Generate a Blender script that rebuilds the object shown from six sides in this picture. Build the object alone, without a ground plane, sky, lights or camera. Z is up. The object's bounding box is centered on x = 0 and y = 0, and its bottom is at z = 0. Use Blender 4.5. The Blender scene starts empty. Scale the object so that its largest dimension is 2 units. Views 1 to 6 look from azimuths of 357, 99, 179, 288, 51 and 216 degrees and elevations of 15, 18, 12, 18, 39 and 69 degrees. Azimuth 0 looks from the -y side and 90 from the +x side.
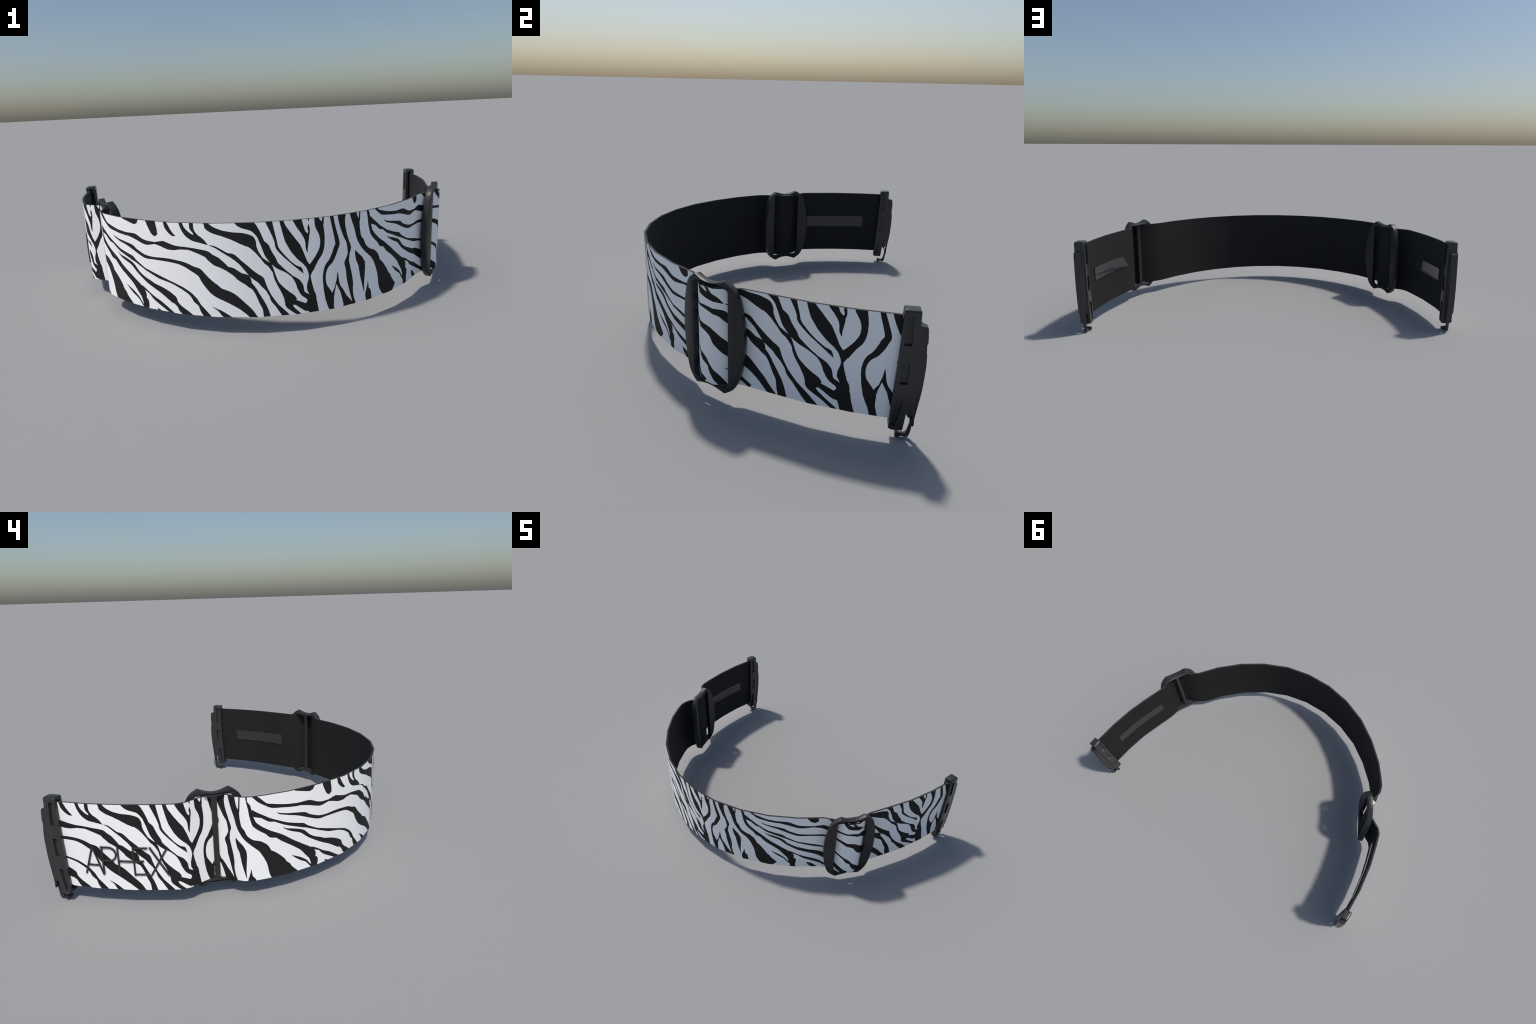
"""Elastic goggle strap with a zebra print, two slider buckles, two end clips,
silicone grip strips and raised lettering.  Metres, z up."""
import bpy
import bmesh
import math
import numpy as np
from mathutils import Vector
from mathutils.geometry import delaunay_2d_cdt

Z_BOT, Z_TOP = 0.075, 0.467          # lower and upper selvedge of the band
BAND_T = 0.010                       # band thickness

# ------------------------------------------------------------------ materials


def principled(name, color, rough, spec=0.5, grain=0.0, grain_scale=300.0, bump=0.0):
    m = bpy.data.materials.new(name)
    m.use_nodes = True
    nt = m.node_tree
    b = nt.nodes["Principled BSDF"]
    b.inputs["Roughness"].default_value = rough
    b.inputs["Specular IOR Level"].default_value = spec
    co = nt.nodes.new("ShaderNodeTexCoord")
    nz = nt.nodes.new("ShaderNodeTexNoise")
    nz.inputs["Scale"].default_value = grain_scale
    nz.inputs["Detail"].default_value = 3.0
    nt.links.new(co.outputs["Object"], nz.inputs["Vector"])
    ramp = nt.nodes.new("ShaderNodeValToRGB")
    lo = [max(0.0, c * (1 - grain)) for c in color]
    hi = [min(1.0, c * (1 + grain)) for c in color]
    ramp.color_ramp.elements[0].position = 0.3
    ramp.color_ramp.elements[1].position = 0.7
    ramp.color_ramp.elements[0].color = (*lo, 1)
    ramp.color_ramp.elements[1].color = (*hi, 1)
    nt.links.new(nz.outputs["Fac"], ramp.inputs["Fac"])
    nt.links.new(ramp.outputs["Color"], b.inputs["Base Color"])
    if bump:
        bp = nt.nodes.new("ShaderNodeBump")
        bp.inputs["Strength"].default_value = bump
        bp.inputs["Distance"].default_value = 0.0006
        nt.links.new(nz.outputs["Fac"], bp.inputs["Height"])
        nt.links.new(bp.outputs["Normal"], b.inputs["Normal"])
    return m


WHITE = principled("white_print", (0.955, 0.955, 0.96), 0.65, 0.5, 0.015, 260)
INK = principled("black_print", (0.0118, 0.0122, 0.0122), 0.75, 0.3, 0.06, 260)
ELASTIC = principled("black_elastic", (0.0125, 0.0128, 0.0128), 0.8, 0.3, 0.08, 260)
EDGE = principled("band_edge", (0.030, 0.030, 0.030), 0.8, 0.3, 0.08, 260)
PLASTIC = principled("black_plastic", (0.0285, 0.0285, 0.0290), 0.40, 0.3, 0.05, 90)
CLIP = principled("clip_plastic", (0.0290, 0.0290, 0.0295), 0.28, 0.5, 0.05, 90)
LETTER = principled("letter_rubber", (0.0300, 0.0300, 0.0305), 0.5, 0.4, 0.05, 90)
SILICONE = principled("silicone", (0.030, 0.030, 0.031), 0.06, 0.5, 0.03, 60)

# ------------------------------------------------------------------ helpers

ROOT = bpy.data.objects.new("goggle_strap", None)
bpy.context.scene.collection.objects.link(ROOT)
ROOT["label"] = "zebra striped elastic goggle strap with black buckles and clips"
ROOT["category"] = "goggle strap"


def add_object(name, mesh, parent=ROOT):
    ob = bpy.data.objects.new(name, mesh)
    bpy.context.scene.collection.objects.link(ob)
    ob.parent = parent
    return ob


def apply_modifiers(ob):
    dg = bpy.context.evaluated_depsgraph_get()
    me = bpy.data.meshes.new_from_object(ob.evaluated_get(dg))
    ob.modifiers.clear()
    ob.data = me
    return ob


def smooth_by_angle(me, deg):
    bm = bmesh.new()
    bm.from_mesh(me)
    for f in bm.faces:
        f.smooth = True
    for e in bm.edges:
        e.smooth = not (len(e.link_faces) == 2 and e.calc_face_angle(0) > math.radians(deg))
    bm.to_mesh(me)
    bm.free()


def prism(profile, lo, hi, place, rings=1):
    """Extrude a closed 2D profile between lo and hi; place(a, b, h) -> xyz."""
    bm = bmesh.new()
    levels = [lo + (hi - lo) * i / rings for i in range(rings + 1)]
    loops = [[bm.verts.new(place(a, b, h)) for a, b in profile] for h in levels]
    n = len(profile)
    for A, B in zip(loops, loops[1:]):
        for i in range(n):
            bm.faces.new((A[i], A[(i + 1) % n], B[(i + 1) % n], B[i]))
    bm.faces.new(loops[0])
    bm.faces.new(loops[-1])
    bmesh.ops.recalc_face_normals(bm, faces=bm.faces)
    return bm


def to_mesh(bm, name, mat):
    me = bpy.data.meshes.new(name)
    bm.to_mesh(me)
    bm.free()
    me.materials.append(mat)
    return me


# ------------------------------------------------------------------ plan of the band
# Each slider has a local frame: origin, tangent t (towards the clip end), outward n.


class Frame:
    def __init__(self, c, t, n):
        self.c, self.t, self.n = np.array(c), np.array(t), np.array(n)

    def xy(self, a, b):
        return self.c + a * self.t + b * self.n


SLIDE_R = Frame((0.859, -0.114), (0.450, 0.893), (0.893, -0.450))
SLIDE_L = Frame((-0.755, -0.057), (-0.498, 0.867), (-0.867, -0.498))

# outer face of the band in plan, from the clip at -x round the back to the clip at +x
plan = [(-0.978, 0.590), (-0.976, 0.553), (-0.969, 0.415), (-0.943, 0.253), (-0.911, 0.132), (-0.887, 0.056)]
# at -x the band ducks inside the slider's centre bar
plan += [tuple(SLIDE_L.xy(a, b)) for a, b in ((0.125, 0.052), (0.10, 0.036), (0.055, 0.010), (0.028, -0.003),
                                              (-0.028, -0.003), (-0.055, 0.012), (-0.08, 0.042), (-0.108, 0.060))]
plan += [(-0.740, -0.224), (-0.710, -0.267), (-0.640, -0.354), (-0.521, -0.462), (-0.384, -0.554), (-0.228, -0.617),
         (-0.068, -0.648), (0.097, -0.645), (0.253, -0.611), (0.409, -0.539), (0.541, -0.446), (0.660, -0.328),
         (0.740, -0.221)]
# at +x it climbs outside the centre bar
plan += [tuple(SLIDE_R.xy(a, b)) for a, b in ((-0.132, -0.050), (-0.09, -0.030), (-0.05, 0.008), (-0.03, 0.022),
                                              (0.03, 0.023), (0.055, 0.006), (0.09, -0.028), (0.116, -0.043))]
plan += [(0.908, 0.130), (0.945, 0.265), (0.969, 0.418), (0.979, 0.556), (0.980, 0.600)]
PLAN = np.array(plan)
_g = np.gradient(PLAN, axis=0)
PLAN = PLAN + 0.002 * np.stack([_g[:, 1], -_g[:, 0]], 1) / np.linalg.norm(_g, axis=1)[:, None]
SEG = np.diff(PLAN, axis=0)
LEN = np.linalg.norm(SEG, axis=1)
ARC = np.concatenate([[0], np.cumsum(LEN)])
SEG_N = np.stack([SEG[:, 1], -SEG[:, 0]], 1) / LEN[:, None]      # outward (away from the head)
VERT_N = np.vstack([SEG_N[:1], SEG_N[:-1] + SEG_N[1:], SEG_N[-1:]])
VERT_N /= np.linalg.norm(VERT_N, axis=1)[:, None]
MITER = np.ones(len(PLAN))
MITER[1:-1] = 1.0 / np.maximum(0.5, np.einsum("ij,ij->i", VERT_N[1:-1], SEG_N[1:]))


def band_point(s, z, off=0.0):
    """Point on the band at arc length s, height z, off metres outside the printed face."""
    i = int(min(max(np.searchsorted(ARC, s) - 1, 0), len(LEN) - 1))
    k = (s - ARC[i]) / LEN[i]
    p = PLAN[i] + k * SEG[i]
    if off:
        p = p + off * ((1 - k) * VERT_N[i] * MITER[i] + k * VERT_N[i + 1] * MITER[i + 1])
    return Vector((p[0], p[1], z))


def band_normal(s):
    i = int(min(max(np.searchsorted(ARC, s) - 1, 0), len(LEN) - 1))
    k = (s - ARC[i]) / LEN[i]
    v = (1 - k) * VERT_N[i] + k * VERT_N[i + 1]
    return Vector((v[0], v[1], 0)).normalized()


# ------------------------------------------------------------------ zebra print
# A stripe is a spine of stations (arc length, height, width) on the flat band.  The print
# repeats along the band: one copy before, one copy after the drawn one, slightly shifted.

SHIFT = {
    -1: ((1.40, -1.304), (1.545, -1.311), (1.649, -1.334), (1.877, -1.343), (2.20, -1.343)),
    0: ((0.8, 0.0), (2.3, 0.0)),
    1: ((0.82, 1.341), (0.90, 1.349), (1.01, 1.327), (1.04, 1.319), (1.175, 1.316), (1.23, 1.322), (1.314, 1.354),
        (1.541, 1.390), (1.70, 1.382), (1.765, 1.390), (1.88, 1.420), (1.95, 1.432), (2.07, 1.452), (2.20, 1.456)),
}
LIFT = {-1: -0.002, 0: 0.0, 1: 0.030}
STRIPES = []


def catmull(P, steps):
    P = np.array(P, float)
    E = np.vstack([2 * P[0] - P[1], P, 2 * P[-1] - P[-2]])
    out = []
    for i in range(len(P) - 1):
        a, b, c, d = E[i:i + 4]
        for t in np.arange(steps) / steps:
            q = 0.5 * (2 * b + (c - a) * t + (2 * a - 5 * b + 4 * c - d) * t * t + (3 * b - a - 3 * c + d) * t ** 3)
            q[2] = b[2] + (c[2] - b[2]) * t            # width runs straight between stations
            out.append(q)
    out.append(P[-1])
    return np.array(out)


def stripe(name, stations, copies=(-1, 0, 1)):
    st = [np.array(p) for p in stations]
    # run stripes that reach a selvedge well past it
    for end in (0, -1):
        p, q = st[end], st[1 if end == 0 else -2]
        if p[2] > 0.0045 and (p[1] > 0.452 or p[1] < 0.09):
            d = (p - q)[:2]
            d /= max(np.linalg.norm(d), 1e-6)
            if abs(d[1]) < 0.5:
                d = np.array([d[0] * 0.6, 0.8 * (1 if p[1] > 0.3 else -1)])
            e = np.array([*(p[:2] + 0.05 * d), p[2]])
            st = [e] + st if end == 0 else st + [e]
    C = catmull(st, 4)
    T = np.gradient(C[:, :2], axis=0)
    T /= np.linalg.norm(T, axis=1)[:, None]
    N = np.stack([-T[:, 1], T[:, 0]], 1)
    A, B = C[:, :2] + N * C[:, 2:] / 2, C[:, :2] - N * C[:, 2:] / 2
    for k in copies:
        xs, ys = zip(*SHIFT[k])
        shift = lambda Q: np.stack([Q[:, 0] + np.interp(Q[:, 0], xs, ys), Q[:, 1] + LIFT[k]], 1)
        a, b = shift(A), shift(B)
        both = np.vstack([a, b])
        if both[:, 0].max() < 0.005 or both[:, 0].min() > ARC[-1] - 0.005:
            continue
        STRIPES.append((a, b))


stripe("blob_top_a", [(1.276, 0.467, 0.051), (1.283, 0.445, 0.045), (1.292, 0.422, 0.037), (1.302, 0.408, 0.019)])
stripe("blob_top_b", [(1.353, 0.467, 0.018), (1.360, 0.449, 0.023), (1.373, 0.431, 0.019), (1.388, 0.418, 0.013),
       (1.401, 0.413, 0.002)])
stripe("hook", [(1.428, 0.467, 0.016), (1.436, 0.445, 0.017), (1.453, 0.423, 0.023), (1.476, 0.408, 0.025),
       (1.495, 0.405, 0.031), (1.519, 0.394, 0.020), (1.541, 0.380, 0.002)])
stripe("hook_prong", [(1.475, 0.467, 0.018), (1.476, 0.446, 0.018), (1.484, 0.431, 0.011), (1.493, 0.415, 0.017)])
stripe("long_b", [(1.546, 0.379, 0.002), (1.570, 0.372, 0.007), (1.598, 0.355, 0.009), (1.617, 0.343, 0.010),
       (1.642, 0.332, 0.020), (1.670, 0.307, 0.017), (1.693, 0.283, 0.023), (1.715, 0.259, 0.029), (1.733, 0.244, 0.029),
       (1.748, 0.232, 0.030), (1.757, 0.214, 0.023), (1.771, 0.190, 0.011), (1.784, 0.164, 0.009), (1.793, 0.144, 0.015),
       (1.811, 0.118, 0.014), (1.843, 0.076, 0.026)])
stripe("long_a", [(0.912, 0.466, 0.015), (0.930, 0.450, 0.019), (0.961, 0.426, 0.012), (0.992, 0.414, 0.019),
       (1.043, 0.406, 0.015), (1.107, 0.398, 0.015), (1.129, 0.397, 0.015), (1.175, 0.392, 0.025), (1.210, 0.380, 0.021),
       (1.245, 0.372, 0.019), (1.290, 0.374, 0.009), (1.332, 0.373, 0.028), (1.356, 0.367, 0.029), (1.387, 0.363, 0.022),
       (1.416, 0.363, 0.013), (1.456, 0.361, 0.011), (1.496, 0.352, 0.019), (1.533, 0.341, 0.029), (1.549, 0.328, 0.033),
       (1.573, 0.312, 0.038), (1.597, 0.296, 0.027), (1.615, 0.282, 0.019), (1.634, 0.273, 0.027), (1.652, 0.260, 0.029),
       (1.666, 0.248, 0.034), (1.689, 0.236, 0.043), (1.702, 0.216, 0.024), (1.719, 0.199, 0.016), (1.732, 0.175, 0.015),
       (1.749, 0.137, 0.021), (1.761, 0.110, 0.021), (1.768, 0.075, 0.028)])
stripe("long_c", [(1.011, 0.381, 0.002), (1.025, 0.373, 0.006), (1.057, 0.365, 0.008), (1.107, 0.354, 0.013),
       (1.150, 0.342, 0.021), (1.176, 0.329, 0.016), (1.227, 0.311, 0.016), (1.275, 0.307, 0.011), (1.326, 0.307, 0.014),
       (1.367, 0.306, 0.015), (1.403, 0.302, 0.015), (1.436, 0.292, 0.020), (1.466, 0.277, 0.024), (1.491, 0.266, 0.032),
       (1.505, 0.253, 0.031), (1.519, 0.233, 0.038), (1.536, 0.214, 0.044), (1.555, 0.196, 0.049), (1.577, 0.179, 0.045),
       (1.610, 0.164, 0.049), (1.634, 0.150, 0.047), (1.670, 0.122, 0.036), (1.698, 0.096, 0.032), (1.715, 0.074, 0.027)])
stripe("fan_a", [(0.892, 0.400, 0.026), (0.910, 0.388, 0.024), (0.943, 0.373, 0.015), (0.975, 0.353, 0.017),
       (1.002, 0.344, 0.010), (1.043, 0.325, 0.013), (1.091, 0.308, 0.015), (1.141, 0.292, 0.021), (1.165, 0.280, 0.012),
       (1.215, 0.257, 0.008), (1.249, 0.244, 0.011), (1.296, 0.227, 0.015), (1.351, 0.213, 0.009), (1.388, 0.202, 0.010),
       (1.417, 0.188, 0.012), (1.446, 0.169, 0.013), (1.459, 0.155, 0.017), (1.470, 0.140, 0.022), (1.486, 0.121, 0.012),
       (1.499, 0.099, 0.024), (1.518, 0.074, 0.029)])
stripe("fan_b", [(1.039, 0.307, 0.002), (1.052, 0.297, 0.005), (1.085, 0.284, 0.013), (1.129, 0.268, 0.016),
       (1.150, 0.254, 0.018), (1.171, 0.235, 0.015), (1.199, 0.217, 0.015), (1.237, 0.198, 0.021), (1.265, 0.184, 0.022),
       (1.304, 0.169, 0.030), (1.338, 0.152, 0.037), (1.366, 0.135, 0.038), (1.378, 0.122, 0.021), (1.389, 0.111, 0.019),
       (1.402, 0.095, 0.027), (1.427, 0.075, 0.032)])
stripe("fan_c", [(0.875, 0.470, 0.007), (0.877, 0.447, 0.005), (0.885, 0.428, 0.014), (0.889, 0.411, 0.014),
       (0.894, 0.383, 0.016), (0.901, 0.359, 0.018), (0.910, 0.340, 0.022), (0.935, 0.318, 0.022), (0.963, 0.299, 0.022),
       (0.984, 0.283, 0.030), (1.011, 0.273, 0.023), (1.039, 0.254, 0.028), (1.086, 0.222, 0.025), (1.135, 0.188, 0.029),
       (1.167, 0.161, 0.042), (1.190, 0.136, 0.046), (1.194, 0.116, 0.031), (1.203, 0.103, 0.042), (1.205, 0.087, 0.038),
       (1.206, 0.071, 0.029)])
stripe("fan_d", [(1.185, 0.170, 0.012), (1.208, 0.160, 0.011), (1.233, 0.147, 0.007), (1.258, 0.127, 0.015),
       (1.291, 0.109, 0.020), (1.320, 0.092, 0.018), (1.348, 0.075, 0.016)])
stripe("fleck_a", [(1.270, 0.084, 0.002), (1.276, 0.077, 0.009), (1.284, 0.068, 0.020)])
stripe("fleck_b", [(1.544, 0.117, 0.002), (1.565, 0.107, 0.006), (1.579, 0.096, 0.014), (1.590, 0.086, 0.020),
       (1.608, 0.075, 0.017)])
stripe("blob_top_c", [(1.095, 0.474, 0.011), (1.129, 0.467, 0.022), (1.167, 0.461, 0.028), (1.186, 0.457, 0.025),
       (1.191, 0.459, 0.015)])
stripe("fleck_c", [(1.082, 0.161, 0.002), (1.100, 0.149, 0.008), (1.127, 0.132, 0.014), (1.158, 0.112, 0.010),
       (1.170, 0.098, 0.008), (1.186, 0.080, 0.009)])
stripe("bulb", [(0.806, 0.476, 0.039), (0.808, 0.455, 0.035), (0.817, 0.419, 0.031), (0.826, 0.398, 0.034),
       (0.832, 0.371, 0.025), (0.840, 0.333, 0.022), (0.852, 0.311, 0.026), (0.867, 0.284, 0.021), (0.892, 0.261, 0.025),
       (0.923, 0.243, 0.040), (0.947, 0.222, 0.046), (0.963, 0.195, 0.045), (0.986, 0.167, 0.065), (1.005, 0.136, 0.087),
       (1.018, 0.108, 0.098), (1.035, 0.089, 0.101), (1.050, 0.074, 0.091)])
stripe("hairline", [(0.846, 0.471, 0.006), (0.844, 0.442, 0.006), (0.842, 0.413, 0.007), (0.840, 0.399, 0.009)])
stripe("spindle", [(0.824, 0.279, 0.002), (0.829, 0.262, 0.014), (0.842, 0.238, 0.031), (0.853, 0.215, 0.032),
       (0.856, 0.193, 0.030), (0.858, 0.160, 0.022), (0.862, 0.120, 0.009), (0.867, 0.087, 0.002)])
stripe("thorn", [(0.887, 0.131, 0.002), (0.887, 0.113, 0.007), (0.886, 0.097, 0.015), (0.890, 0.076, 0.037)])
stripe("upright_a", [(2.096, 0.469, 0.040), (2.096, 0.447, 0.033), (2.102, 0.415, 0.025), (2.114, 0.378, 0.019),
       (2.125, 0.353, 0.014), (2.133, 0.324, 0.020), (2.130, 0.300, 0.010), (2.124, 0.277, 0.018), (2.121, 0.263, 0.026),
       (2.128, 0.234, 0.024), (2.134, 0.199, 0.030), (2.140, 0.167, 0.027), (2.144, 0.134, 0.017), (2.151, 0.104, 0.013),
       (2.158, 0.079, 0.017)])
stripe("upright_b", [(2.047, 0.466, 0.016), (2.055, 0.428, 0.016), (2.064, 0.395, 0.018), (2.074, 0.353, 0.022),
       (2.066, 0.333, 0.024), (2.058, 0.313, 0.023), (2.043, 0.285, 0.021), (2.024, 0.264, 0.017), (2.014, 0.237, 0.013),
       (2.012, 0.210, 0.013), (2.015, 0.184, 0.015), (2.023, 0.159, 0.027), (2.035, 0.126, 0.040), (2.039, 0.099, 0.031),
       (2.044, 0.076, 0.023)])
stripe("wedge", [(2.074, 0.232, 0.002), (2.074, 0.209, 0.009), (2.074, 0.188, 0.016), (2.082, 0.167, 0.013),
       (2.095, 0.145, 0.017), (2.108, 0.115, 0.025), (2.122, 0.088, 0.041), (2.126, 0.075, 0.051)])
stripe("wedge_link", [(2.068, 0.191, 0.006), (2.062, 0.169, 0.005), (2.053, 0.148, 0.011), (2.052, 0.133, 0.010)])
stripe("stem", [(1.993, 0.436, 0.035), (2.003, 0.402, 0.024), (2.006, 0.373, 0.019), (2.003, 0.344, 0.020),
       (1.994, 0.321, 0.023), (1.981, 0.302, 0.021), (1.966, 0.280, 0.025), (1.954, 0.262, 0.031), (1.951, 0.245, 0.015),
       (1.949, 0.232, 0.007), (1.949, 0.219, 0.011), (1.948, 0.196, 0.023), (1.950, 0.178, 0.028), (1.956, 0.161, 0.024),
       (1.963, 0.145, 0.024), (1.957, 0.122, 0.045), (1.959, 0.100, 0.046), (1.965, 0.076, 0.042)])
stripe("stem_prong_a", [(1.982, 0.468, 0.020), (1.984, 0.458, 0.022), (1.990, 0.442, 0.032), (1.996, 0.424, 0.030)])
stripe("stem_prong_b", [(2.011, 0.467, 0.007), (2.009, 0.456, 0.008), (2.005, 0.437, 0.014)])
stripe("arm", [(1.837, 0.476, 0.015), (1.846, 0.444, 0.019), (1.868, 0.394, 0.039), (1.892, 0.354, 0.046),
       (1.911, 0.321, 0.036), (1.930, 0.292, 0.020), (1.942, 0.275, 0.018), (1.953, 0.260, 0.028)])
stripe("antler", [(1.901, 0.471, 0.036), (1.911, 0.445, 0.029), (1.925, 0.416, 0.019), (1.938, 0.395, 0.023),
       (1.940, 0.373, 0.014), (1.939, 0.349, 0.009), (1.942, 0.331, 0.002)])
stripe("antler_tine", [(1.948, 0.445, 0.002), (1.948, 0.431, 0.010), (1.950, 0.415, 0.007), (1.946, 0.403, 0.010),
       (1.941, 0.383, 0.012)])
stripe("antler_tip", [(1.948, 0.470, 0.007), (1.948, 0.465, 0.006), (1.950, 0.457, 0.002)])
stripe("slim", [(1.790, 0.466, 0.026), (1.796, 0.447, 0.021), (1.807, 0.411, 0.013), (1.814, 0.385, 0.010),
       (1.819, 0.360, 0.011), (1.841, 0.330, 0.009), (1.868, 0.301, 0.006), (1.892, 0.279, 0.008), (1.910, 0.266, 0.015),
       (1.922, 0.246, 0.002)])
stripe("branch_a", [(1.676, 0.468, 0.033), (1.717, 0.455, 0.038), (1.735, 0.438, 0.027), (1.750, 0.413, 0.019),
       (1.760, 0.387, 0.019), (1.772, 0.368, 0.030), (1.783, 0.339, 0.032), (1.799, 0.312, 0.030), (1.810, 0.294, 0.022),
       (1.826, 0.279, 0.018), (1.850, 0.261, 0.008), (1.875, 0.239, 0.006), (1.896, 0.216, 0.021), (1.907, 0.193, 0.028),
       (1.918, 0.162, 0.019), (1.942, 0.143, 0.022), (1.957, 0.121, 0.035)])
stripe("branch_b", [(1.540, 0.466, 0.021), (1.546, 0.454, 0.028), (1.567, 0.440, 0.025), (1.602, 0.427, 0.023),
       (1.640, 0.416, 0.030), (1.679, 0.405, 0.046), (1.711, 0.392, 0.051), (1.727, 0.367, 0.023), (1.738, 0.349, 0.013),
       (1.755, 0.323, 0.008), (1.772, 0.304, 0.015), (1.787, 0.291, 0.017), (1.801, 0.261, 0.008), (1.806, 0.241, 0.010),
       (1.816, 0.215, 0.011), (1.832, 0.190, 0.018), (1.850, 0.164, 0.032), (1.865, 0.139, 0.053), (1.860, 0.120, 0.034),
       (1.871, 0.101, 0.020), (1.899, 0.076, 0.014)])
stripe("branch_link", [(1.863, 0.134, 0.036), (1.888, 0.126, 0.020), (1.910, 0.113, 0.025), (1.934, 0.099, 0.033),
       (1.948, 0.104, 0.049), (1.970, 0.097, 0.041)])
stripe("sliver", [(2.176, 0.298, 0.002), (2.188, 0.280, 0.003), (2.207, 0.260, 0.003),
       (2.223, 0.241, 0.002)], copies=(0,))


def build_band():
    verts, edges = [], []

    def add_loop(pts, closed=True):
        n0 = len(verts)
        verts.extend(Vector((float(x), float(y))) for x, y in pts)
        n = len(pts)
        edges.extend((n0 + i, n0 + (i + 1) % n) for i in range(n if closed else n - 1))

    for s in ARC:                                                # fold lines of the facets
        add_loop([(s, Z_BOT), (s, Z_TOP)], closed=False)
    for z in (Z_BOT, Z_TOP):
        add_loop([(s, z) for s in ARC], closed=False)
    for a, b in STRIPES:
        add_loop(np.vstack([a, b[::-1]]))
    v2, _, tris, _, _, _ = delaunay_2d_cdt(verts, edges, [], 0, 1e-5)
    P = np.array([(v.x, v.y) for v in v2])
    F = np.array([f for f in tris if len(f) == 3])
    C = P[F].mean(axis=1)
    keep = (C[:, 0] > 0) & (C[:, 0] < ARC[-1]) & (C[:, 1] > Z_BOT) & (C[:, 1] < Z_TOP)
    F, C = F[keep], C[keep]
    black = np.zeros(len(F), bool)

    def inside(tri, idx):
        q = C[idx]
        d = [(tri[(j + 1) % 3, 0] - tri[j, 0]) * (q[:, 1] - tri[j, 1]) -
             (tri[(j + 1) % 3, 1] - tri[j, 1]) * (q[:, 0] - tri[j, 0]) for j in range(3)]
        d = np.array(d)
        return (d >= 0).all(0) | (d <= 0).all(0)

    for a, b in STRIPES:
        both = np.vstack([a, b])
        lo, hi = both.min(0), both.max(0)
        near = np.where((C >= lo).all(1) & (C <= hi).all(1) & ~black)[0]
        if not len(near):
            continue
        for i in range(len(a) - 1):
            for tri in (np.array([a[i], a[i + 1], b[i + 1]]), np.array([a[i], b[i + 1], b[i]])):
                black[near[inside(tri, near)]] = True

    used, inv = np.unique(F, return_inverse=True)
    F = inv.reshape(F.shape)
    P = P[used]
    co = [band_point(s, z) for s, z in P]
    nor = [band_normal(s) for s, z in P]
    faces = []
    for f in F:
        p = P[f]
        ccw = (p[1, 0] - p[0, 0]) * (p[2, 1] - p[0, 1]) - (p[1, 1] - p[0, 1]) * (p[2, 0] - p[0, 0]) > 0
        faces.append(tuple(f) if ccw else tuple(f[::-1]))
    mats = [1 if k else 0 for k in black]
    # lining and selvedges
    n0 = len(co)
    for i, s in enumerate(ARC):
        for z in (Z_BOT, Z_TOP):
            co.append(band_point(s, z, -BAND_T))
            nor.append(-band_normal(s))
    for i in range(len(ARC) - 1):
        a, b, c, d = n0 + 2 * i, n0 + 2 * i + 1, n0 + 2 * i + 3, n0 + 2 * i + 2
        faces.append((a, b, c, d))
        mats.append(2)
    for z, up in ((Z_TOP, 1), (Z_BOT, -1)):
        m0 = len(co)
        for s in ARC:
            co += [band_point(s, z), band_point(s, z, -BAND_T)]
            nor += [Vector((0, 0, up))] * 2
        for i in range(len(ARC) - 1):
            q = (m0 + 2 * i, m0 + 2 * i + 2, m0 + 2 * i + 3, m0 + 2 * i + 1)
            faces.append(q if up > 0 else q[::-1])
            mats.append(3)
    me = bpy.data.meshes.new("elastic_band")
    me.from_pydata(co, [], faces)
    for m in (WHITE, INK, ELASTIC, EDGE):
        me.materials.append(m)
    me.polygons.foreach_set("material_index", mats)
    me.polygons.foreach_set("use_smooth", [True] * len(faces))
    me.update()
    me.normals_split_custom_set_from_vertices([tuple(n) for n in nor])
    return add_object("elastic_band", me)


build_band()

# ------------------------------------------------------------------ grip strips on the lining


def band_plate(name, s0, s1, z0, z1, off0, off1, mat, parent=ROOT):
    cuts = sorted({s0, s1, *[float(s) for s in ARC if s0 < s < s1], *np.linspace(s0, s1, 9)[1:-1].tolist()})
    bm = bmesh.new()
    rows = [[bm.verts.new(band_point(s, z, o)) for z, o in ((z0, off0), (z1, off0), (z1, off1), (z0, off1))] for s in cuts]
    for A, B in zip(rows, rows[1:]):
        for j in range(4):
            bm.faces.new((A[j], A[(j + 1) % 4], B[(j + 1) % 4], B[j]))
    bm.faces.new(rows[0])
    bm.faces.new(rows[-1])
    bmesh.ops.recalc_face_normals(bm, faces=bm.faces)
    nor = []
    for v in bm.verts:
        v.index = len(nor)
        nor.append(-band_normal(cuts[v.index // 4]))
    me = to_mesh(bm, name, mat)
    smooth_by_angle(me, 30)
    # the broad face keeps the band's own flowing normals
    loops = [(0.0, 0.0, 0.0)] * len(me.loops)
    for p in me.polygons:
        for li in p.loop_indices:
            n = nor[me.loops[li].vertex_index]
            loops[li] = tuple(n) if abs(p.normal.dot(n)) > 0.9 and p.normal.dot(n) > 0 else tuple(p.normal)
    me.normals_split_custom_set(loops)
    return add_object(name, me, parent)


for s0, s1 in ((0.141, 0.526), (3.063, 3.445)):
    band_plate("silicone_grip_strip", s0, s1, 0.241, 0.312, -BAND_T + 0.001, -BAND_T - 0.004, SILICONE)

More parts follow.
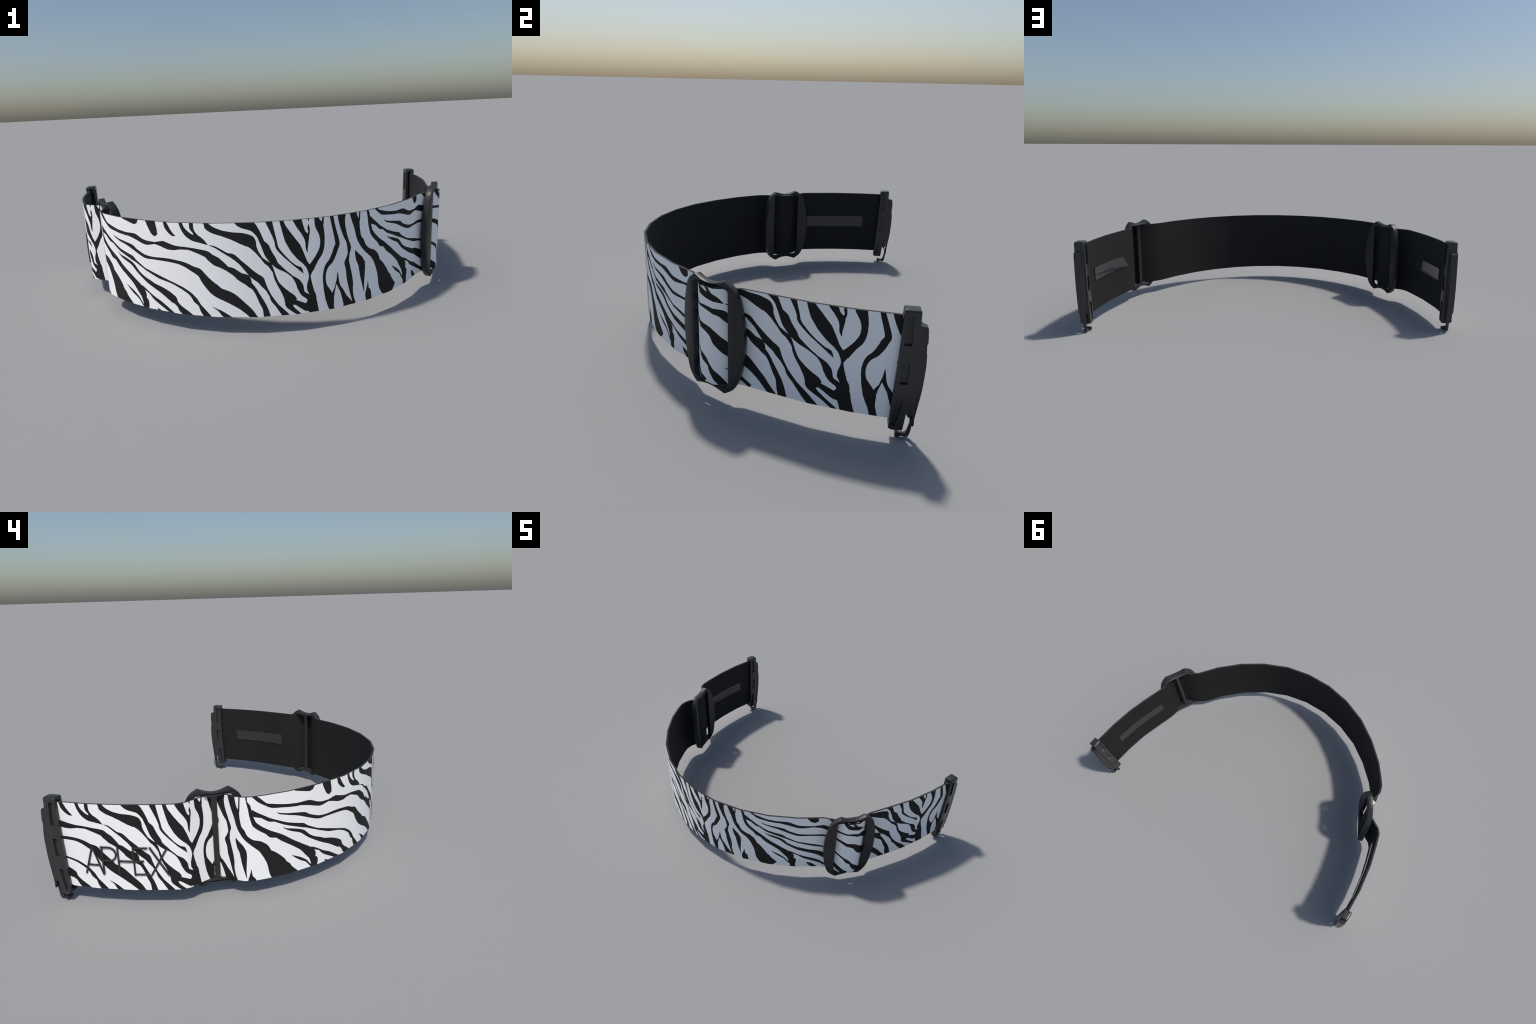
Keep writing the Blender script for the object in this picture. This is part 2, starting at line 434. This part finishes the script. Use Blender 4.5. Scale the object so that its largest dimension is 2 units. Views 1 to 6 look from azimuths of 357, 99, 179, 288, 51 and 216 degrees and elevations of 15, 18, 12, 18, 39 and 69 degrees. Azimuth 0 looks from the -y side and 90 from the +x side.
# ------------------------------------------------------------------ raised lettering
LETTERING = bpy.data.objects.new("lettering", None)
bpy.context.scene.collection.objects.link(LETTERING)
LETTERING.parent = ROOT
STROKE, LIFT_LO, LIFT_HI = 0.0070, 0.0005, 0.0062


def letter(name, *strokes):
    """Strokes are polylines in (arc length, height); built as square-ended bars that follow the band."""
    bm = bmesh.new()
    for n, pts in enumerate(strokes):
        hi = LIFT_HI - 0.0006 * n                # crossing strokes never share a plane
        P = [np.array(p) for p in pts]
        Q = [P[0]]
        for a, b in zip(P, P[1:]):
            m = max(1, int(np.linalg.norm(b - a) / 0.02))
            Q += [a + (b - a) * k / m for k in range(1, m + 1)]
        Q = np.array(Q)
        T = np.gradient(Q, axis=0)
        T /= np.linalg.norm(T, axis=1)[:, None]
        N = np.stack([-T[:, 1], T[:, 0]], 1) * STROKE / 2
        rows = []
        for q, w in zip(Q, N):
            rows.append([bm.verts.new(band_point(*e, o)) for e, o in ((q + w, LIFT_LO), (q - w, LIFT_LO), (q - w, hi), (q + w, hi))])
        for A, B in zip(rows, rows[1:]):
            for j in range(4):
                bm.faces.new((A[j], A[(j + 1) % 4], B[(j + 1) % 4], B[j]))
        bm.faces.new(rows[0])
        bm.faces.new(rows[-1])
    bmesh.ops.recalc_face_normals(bm, faces=bm.faces)
    me = to_mesh(bm, name, LETTER)
    smooth_by_angle(me, 30)
    ob = add_object(name, me, LETTERING)
    return ob


BASE, CAP, MID = 0.147, 0.278, 0.2125
bowl = [(0.208, 0.274), (0.244, 0.274)]
bowl += [(0.244 + 0.031 * math.sin(a), 0.243 + 0.031 * math.cos(a)) for a in np.linspace(0.2, math.pi - 0.2, 9)]
bowl += [(0.244, MID), (0.213, MID)]
letter("letter_a", [(0.131, BASE), (0.173, CAP)], [(0.172, CAP), (0.212, BASE)], [(0.144, 0.190), (0.198, 0.190)])
letter("letter_p", [(0.214, CAP), (0.2145, BASE)], bowl)
letter("letter_h", [(0.2845, CAP), (0.2845, BASE)], [(0.284, MID), (0.352, MID)])
letter("letter_e", [(0.352, CAP), (0.352, BASE)], [(0.348, 0.274), (0.413, 0.274)], [(0.350, MID + 0.0004), (0.394, MID + 0.0004)], [(0.348, 0.151), (0.412, 0.151)])
letter("letter_x", [(0.422, CAP), (0.497, BASE)], [(0.497, CAP), (0.421, BASE)])

# ------------------------------------------------------------------ slider buckles


def arc_points(c, r, a0, a1, n):
    return [(c[0] + r * math.cos(a), c[1] + r * math.sin(a)) for a in np.linspace(a0, a1, n)]


def spline2(P, steps):
    C = catmull([(a, b, 0) for a, b in P], steps)
    return [(float(a), float(b)) for a, b, _ in C]


def slider(frame, bar_shift):
    zc, half = 0.2705, 0.2275
    # right-hand upper quarter of the outline: dished top, sharp horn, swelling side bar
    dish = [(t, half - 0.0170 * math.cos(t / 0.068 * math.pi / 2)) for t in np.linspace(0, 0.068, 7)]
    side = spline2([(0.068, half), (0.092, 0.212), (0.112, 0.190), (0.1255, 0.155), (0.1365, 0.104), (0.1435, 0.050), (0.146, 0.0)], 3)
    quarter = dish + side[1:]
    right = quarter + [(a, -b) for a, b in quarter[-2::-1]]
    outline = right + [(-a, b) for a, b in right[-2:0:-1]]
    # windows either side of the centre bar
    w0, w1, top = 0.0115, 0.083, 0.1955
    r_in, r_out = 0.016, 0.014
    win = arc_points((w0 + r_in, top - r_in), r_in, math.pi, math.pi / 2, 5)
    win += [(0.050, top + 0.0050)]
    win += arc_points((w1 - r_out, top + 0.0035 - r_out), r_out, math.pi / 2, 0, 5)
    win = win + [(a, -b) for a, b in win[::-1]]

    cu = bpy.data.curves.new("slider_outline", "CURVE")
    cu.dimensions = "2D"
    cu.fill_mode = "BOTH"
    cu.extrude = 0.0125
    cu.bevel_depth = 0.0025
    cu.bevel_resolution = 1
    cu.offset = -0.0025
    for loop in (outline, win, [(-a, b) for a, b in win]):
        sp = cu.splines.new("POLY")
        sp.points.add(len(loop) - 1)
        for p, (a, b) in zip(sp.points, loop):
            p.co = (a, b, 0, 1)
        sp.use_cyclic_u = True
    tmp = bpy.data.objects.new("slider_outline", cu)
    bpy.context.scene.collection.objects.link(tmp)
    dg = bpy.context.evaluated_depsgraph_get()
    me = bpy.data.meshes.new_from_object(tmp.evaluated_get(dg))
    bpy.data.objects.remove(tmp)
    bm = bmesh.new()
    bm.from_mesh(me)
    bmesh.ops.remove_doubles(bm, verts=bm.verts, dist=1e-5)
    for v in bm.verts:
        t, b, n = v.co
        if abs(t) < 0.0300 and abs(b) < 0.1995:                   # thinner centre bar, running out into the web
            f = min(1.0, (0.2015 - abs(b)) / 0.018)
            n = n * (1 - 0.45 * f) + bar_shift * f
        w = math.hypot(2.4 * t, 1.0)                              # the frame curls towards the head
        p = frame.xy(t + n * 2.4 * t / w, -1.2 * t * t + n / w)
        v.co = (p[0], p[1], zc + b)
    bmesh.ops.recalc_face_normals(bm, faces=bm.faces)
    me.materials.clear()
    bm.to_mesh(me)
    bm.free()
    me.materials.append(PLASTIC)
    smooth_by_angle(me, 38)
    return add_object("slider_buckle", me)


slider(SLIDE_L, 0.0065)
slider(SLIDE_R, -0.004)

# ------------------------------------------------------------------ end clips


def clip(side, dy):
    """Clip on the +x end (side=1) or its mirror image on the -x end (side=-1)."""
    holder = bpy.data.objects.new("end_clip", None)
    bpy.context.scene.collection.objects.link(holder)
    holder.parent = ROOT

    def place(y, z, x):
        return (side * x, y + dy, z)

    def cut(target, bms):
        for bm in bms:
            me = to_mesh(bm, "cutter", CLIP)
            c = bpy.data.objects.new("cutter", me)
            bpy.context.scene.collection.objects.link(c)
            mod = target.modifiers.new("cut", "BOOLEAN")
            mod.object = c
            mod.operation = "DIFFERENCE"
            mod.solver = "EXACT"
            apply_modifiers(target)
            bpy.data.objects.remove(c)

    # body: upright bar lofted through rounded rectangles; slightly bowed, rounded crown, chamfered foot
    back = ((0.040, 0.549), (0.115, 0.552), (0.190, 0.5545), (0.290, 0.5595), (0.380, 0.562), (0.495, 0.564))
    front = ((0.040, 0.598), (0.115, 0.605), (0.200, 0.610), (0.300, 0.614), (0.446, 0.619), (0.495, 0.6185))
    z_lo, z_hi, r_top = 0.0405, 0.4915, 0.012
    levels = [z_lo + 0.002 * k for k in range(5)] + list(np.linspace(0.06, z_hi - r_top, 12))
    levels += [z_hi - r_top + r_top * math.sin(a) for a in np.linspace(0.2, math.pi / 2, 7)]
    bm = bmesh.new()
    rings = []
    for z in levels:
        h = max(0.0, (z - (z_hi - r_top)) / r_top)
        pull = 1 - math.sqrt(max(0.0, 1 - h * h))
        foot = max(0.0, 1 - (z - z_lo) / 0.006)
        hx = 0.02525 - 0.0095 * pull - 0.002 * foot
        y0 = np.interp(z, *zip(*back)) + 0.004 * pull + 0.007 * foot
        y1 = np.interp(z, *zip(*front)) - 0.004 * pull - 0.0015 * foot
        ring = []
        for sx, sy, a0, r in ((1, 1, 0, 0.0012), (-1, 1, 1, 0.003), (-1, -1, 2, 0.0035), (1, -1, 3, 0.0035)):
            cx, cy = sx * (hx - r), (y1 - r if sy > 0 else y0 + r)
            for k in range(4):
                a = (a0 + k / 3) * math.pi / 2
                ring.append(bm.verts.new(place(cy + r * math.sin(a), z, 0.97325 + cx + r * math.cos(a))))
        rings.append(ring)
    for A, B in zip(rings, rings[1:]):
        for i in range(len(A)):
            bm.faces.new((A[i], A[(i + 1) % len(A)], B[(i + 1) % len(A)], B[i]))
    bm.faces.new(rings[0])
    bm.faces.new(rings[-1])
    bmesh.ops.recalc_face_normals(bm, faces=bm.faces)
    body = add_object("clip_body", to_mesh(bm, "clip_body", CLIP), holder)
    pockets = []
    for (ya, yb, za, zb), (yc, yd) in (((0.574, 0.599, 0.366, 0.470), (0.574, 0.594)), ((0.572, 0.597, 0.222, 0.304), (0.574, 0.600)),
                                       ((0.558, 0.571, 0.058, 0.160), (0.566, 0.591))):
        quad = [(ya, za), (yb, za), (yd, zb), (yc, zb)]
        pockets.append(prism(quad, 0.9895, 1.02, place))
        pockets.append(prism(quad, 0.930, 0.957, place))
    pockets.append(prism([(0.52, 0.056), (0.596, 0.056), (0.603, 0.476), (0.52, 0.476)], 0.9635, 0.9820, place))
    cut(body, pockets)
    smooth_by_angle(body.data, 32)

    # back rib that carries the lever
    rib = [(0.600, 0.438), (0.630, 0.438), (0.636, 0.428), (0.6385, 0.352), (0.6390, 0.252), (0.6345, 0.181), (0.6275, 0.112), (0.614, 0.093), (0.598, 0.118)]
    bm = prism(rib, 0.957, 0.9982, place)
    bmesh.ops.bevel(bm, geom=list(bm.edges), offset=0.0015, segments=2, affect="EDGES", clamp_overlap=True)
    me = to_mesh(bm, "lever_rib", CLIP)
    smooth_by_angle(me, 32)
    add_object("lever_rib", me, holder)

    # bowed lever with a thumb pad at the top, ending in a thin neck and a hook
    lever = [(0.628, 0.4335), (0.6405, 0.4345), (0.6455, 0.429), (0.6485, 0.400), (0.6497, 0.377), (0.6470, 0.370), (0.6485, 0.342),
             (0.6510, 0.331), (0.6525, 0.292), (0.6512, 0.250), (0.6488, 0.203), (0.6450, 0.167), (0.6410, 0.137), (0.6350, 0.086),
             (0.6360, 0.058), (0.6300, 0.056), (0.6250, 0.076), (0.6310, 0.120), (0.6350, 0.181), (0.6385, 0.252), (0.6370, 0.352)]
    bm = prism(lever, 0.9605, 0.9895, place)
    bmesh.ops.bevel(bm, geom=list(bm.edges), offset=0.0012, segments=2, affect="EDGES", clamp_overlap=True)
    me = to_mesh(bm, "lever", CLIP)
    smooth_by_angle(me, 32)
    lev = add_object("lever", me, holder)

    hook = [(0.6330, 0.090), (0.6330, 0.062), (0.6275, 0.022), (0.6235, 0.007), (0.6180, 0.0015), (0.6080, 0.0030), (0.5980, 0.0045),
            (0.5870, 0.0000), (0.5790, 0.0030), (0.5760, 0.0120), (0.5790, 0.0200), (0.5850, 0.0215), (0.5890, 0.0150), (0.6000, 0.0150), (0.6095, 0.0160),
            (0.6155, 0.0250), (0.6230, 0.060), (0.6215, 0.080), (0.6180, 0.092)]
    bm = prism(hook, 0.9625, 0.9775, place)
    bmesh.ops.bevel(bm, geom=list(bm.edges), offset=0.0018, segments=2, affect="EDGES", clamp_overlap=True)
    toe = [(0.5760, 0.0040), (0.5870, 0.0005), (0.5905, 0.0060), (0.5890, 0.0150), (0.5850, 0.0200), (0.5790, 0.0190), (0.5755, 0.0120)]
    bm2 = prism(toe, 0.950, 0.984, place)
    bmesh.ops.bevel(bm2, geom=list(bm2.edges), offset=0.0018, segments=2, affect="EDGES", clamp_overlap=True)
    tmp = bpy.data.meshes.new("toe")
    bm2.to_mesh(tmp)
    bm2.free()
    bm.from_mesh(tmp)
    bpy.data.meshes.remove(tmp)
    me = to_mesh(bm, "hook", CLIP)
    smooth_by_angle(me, 32)
    add_object("hook", me, holder)


clip(1, 0.0)
clip(-1, -0.009)
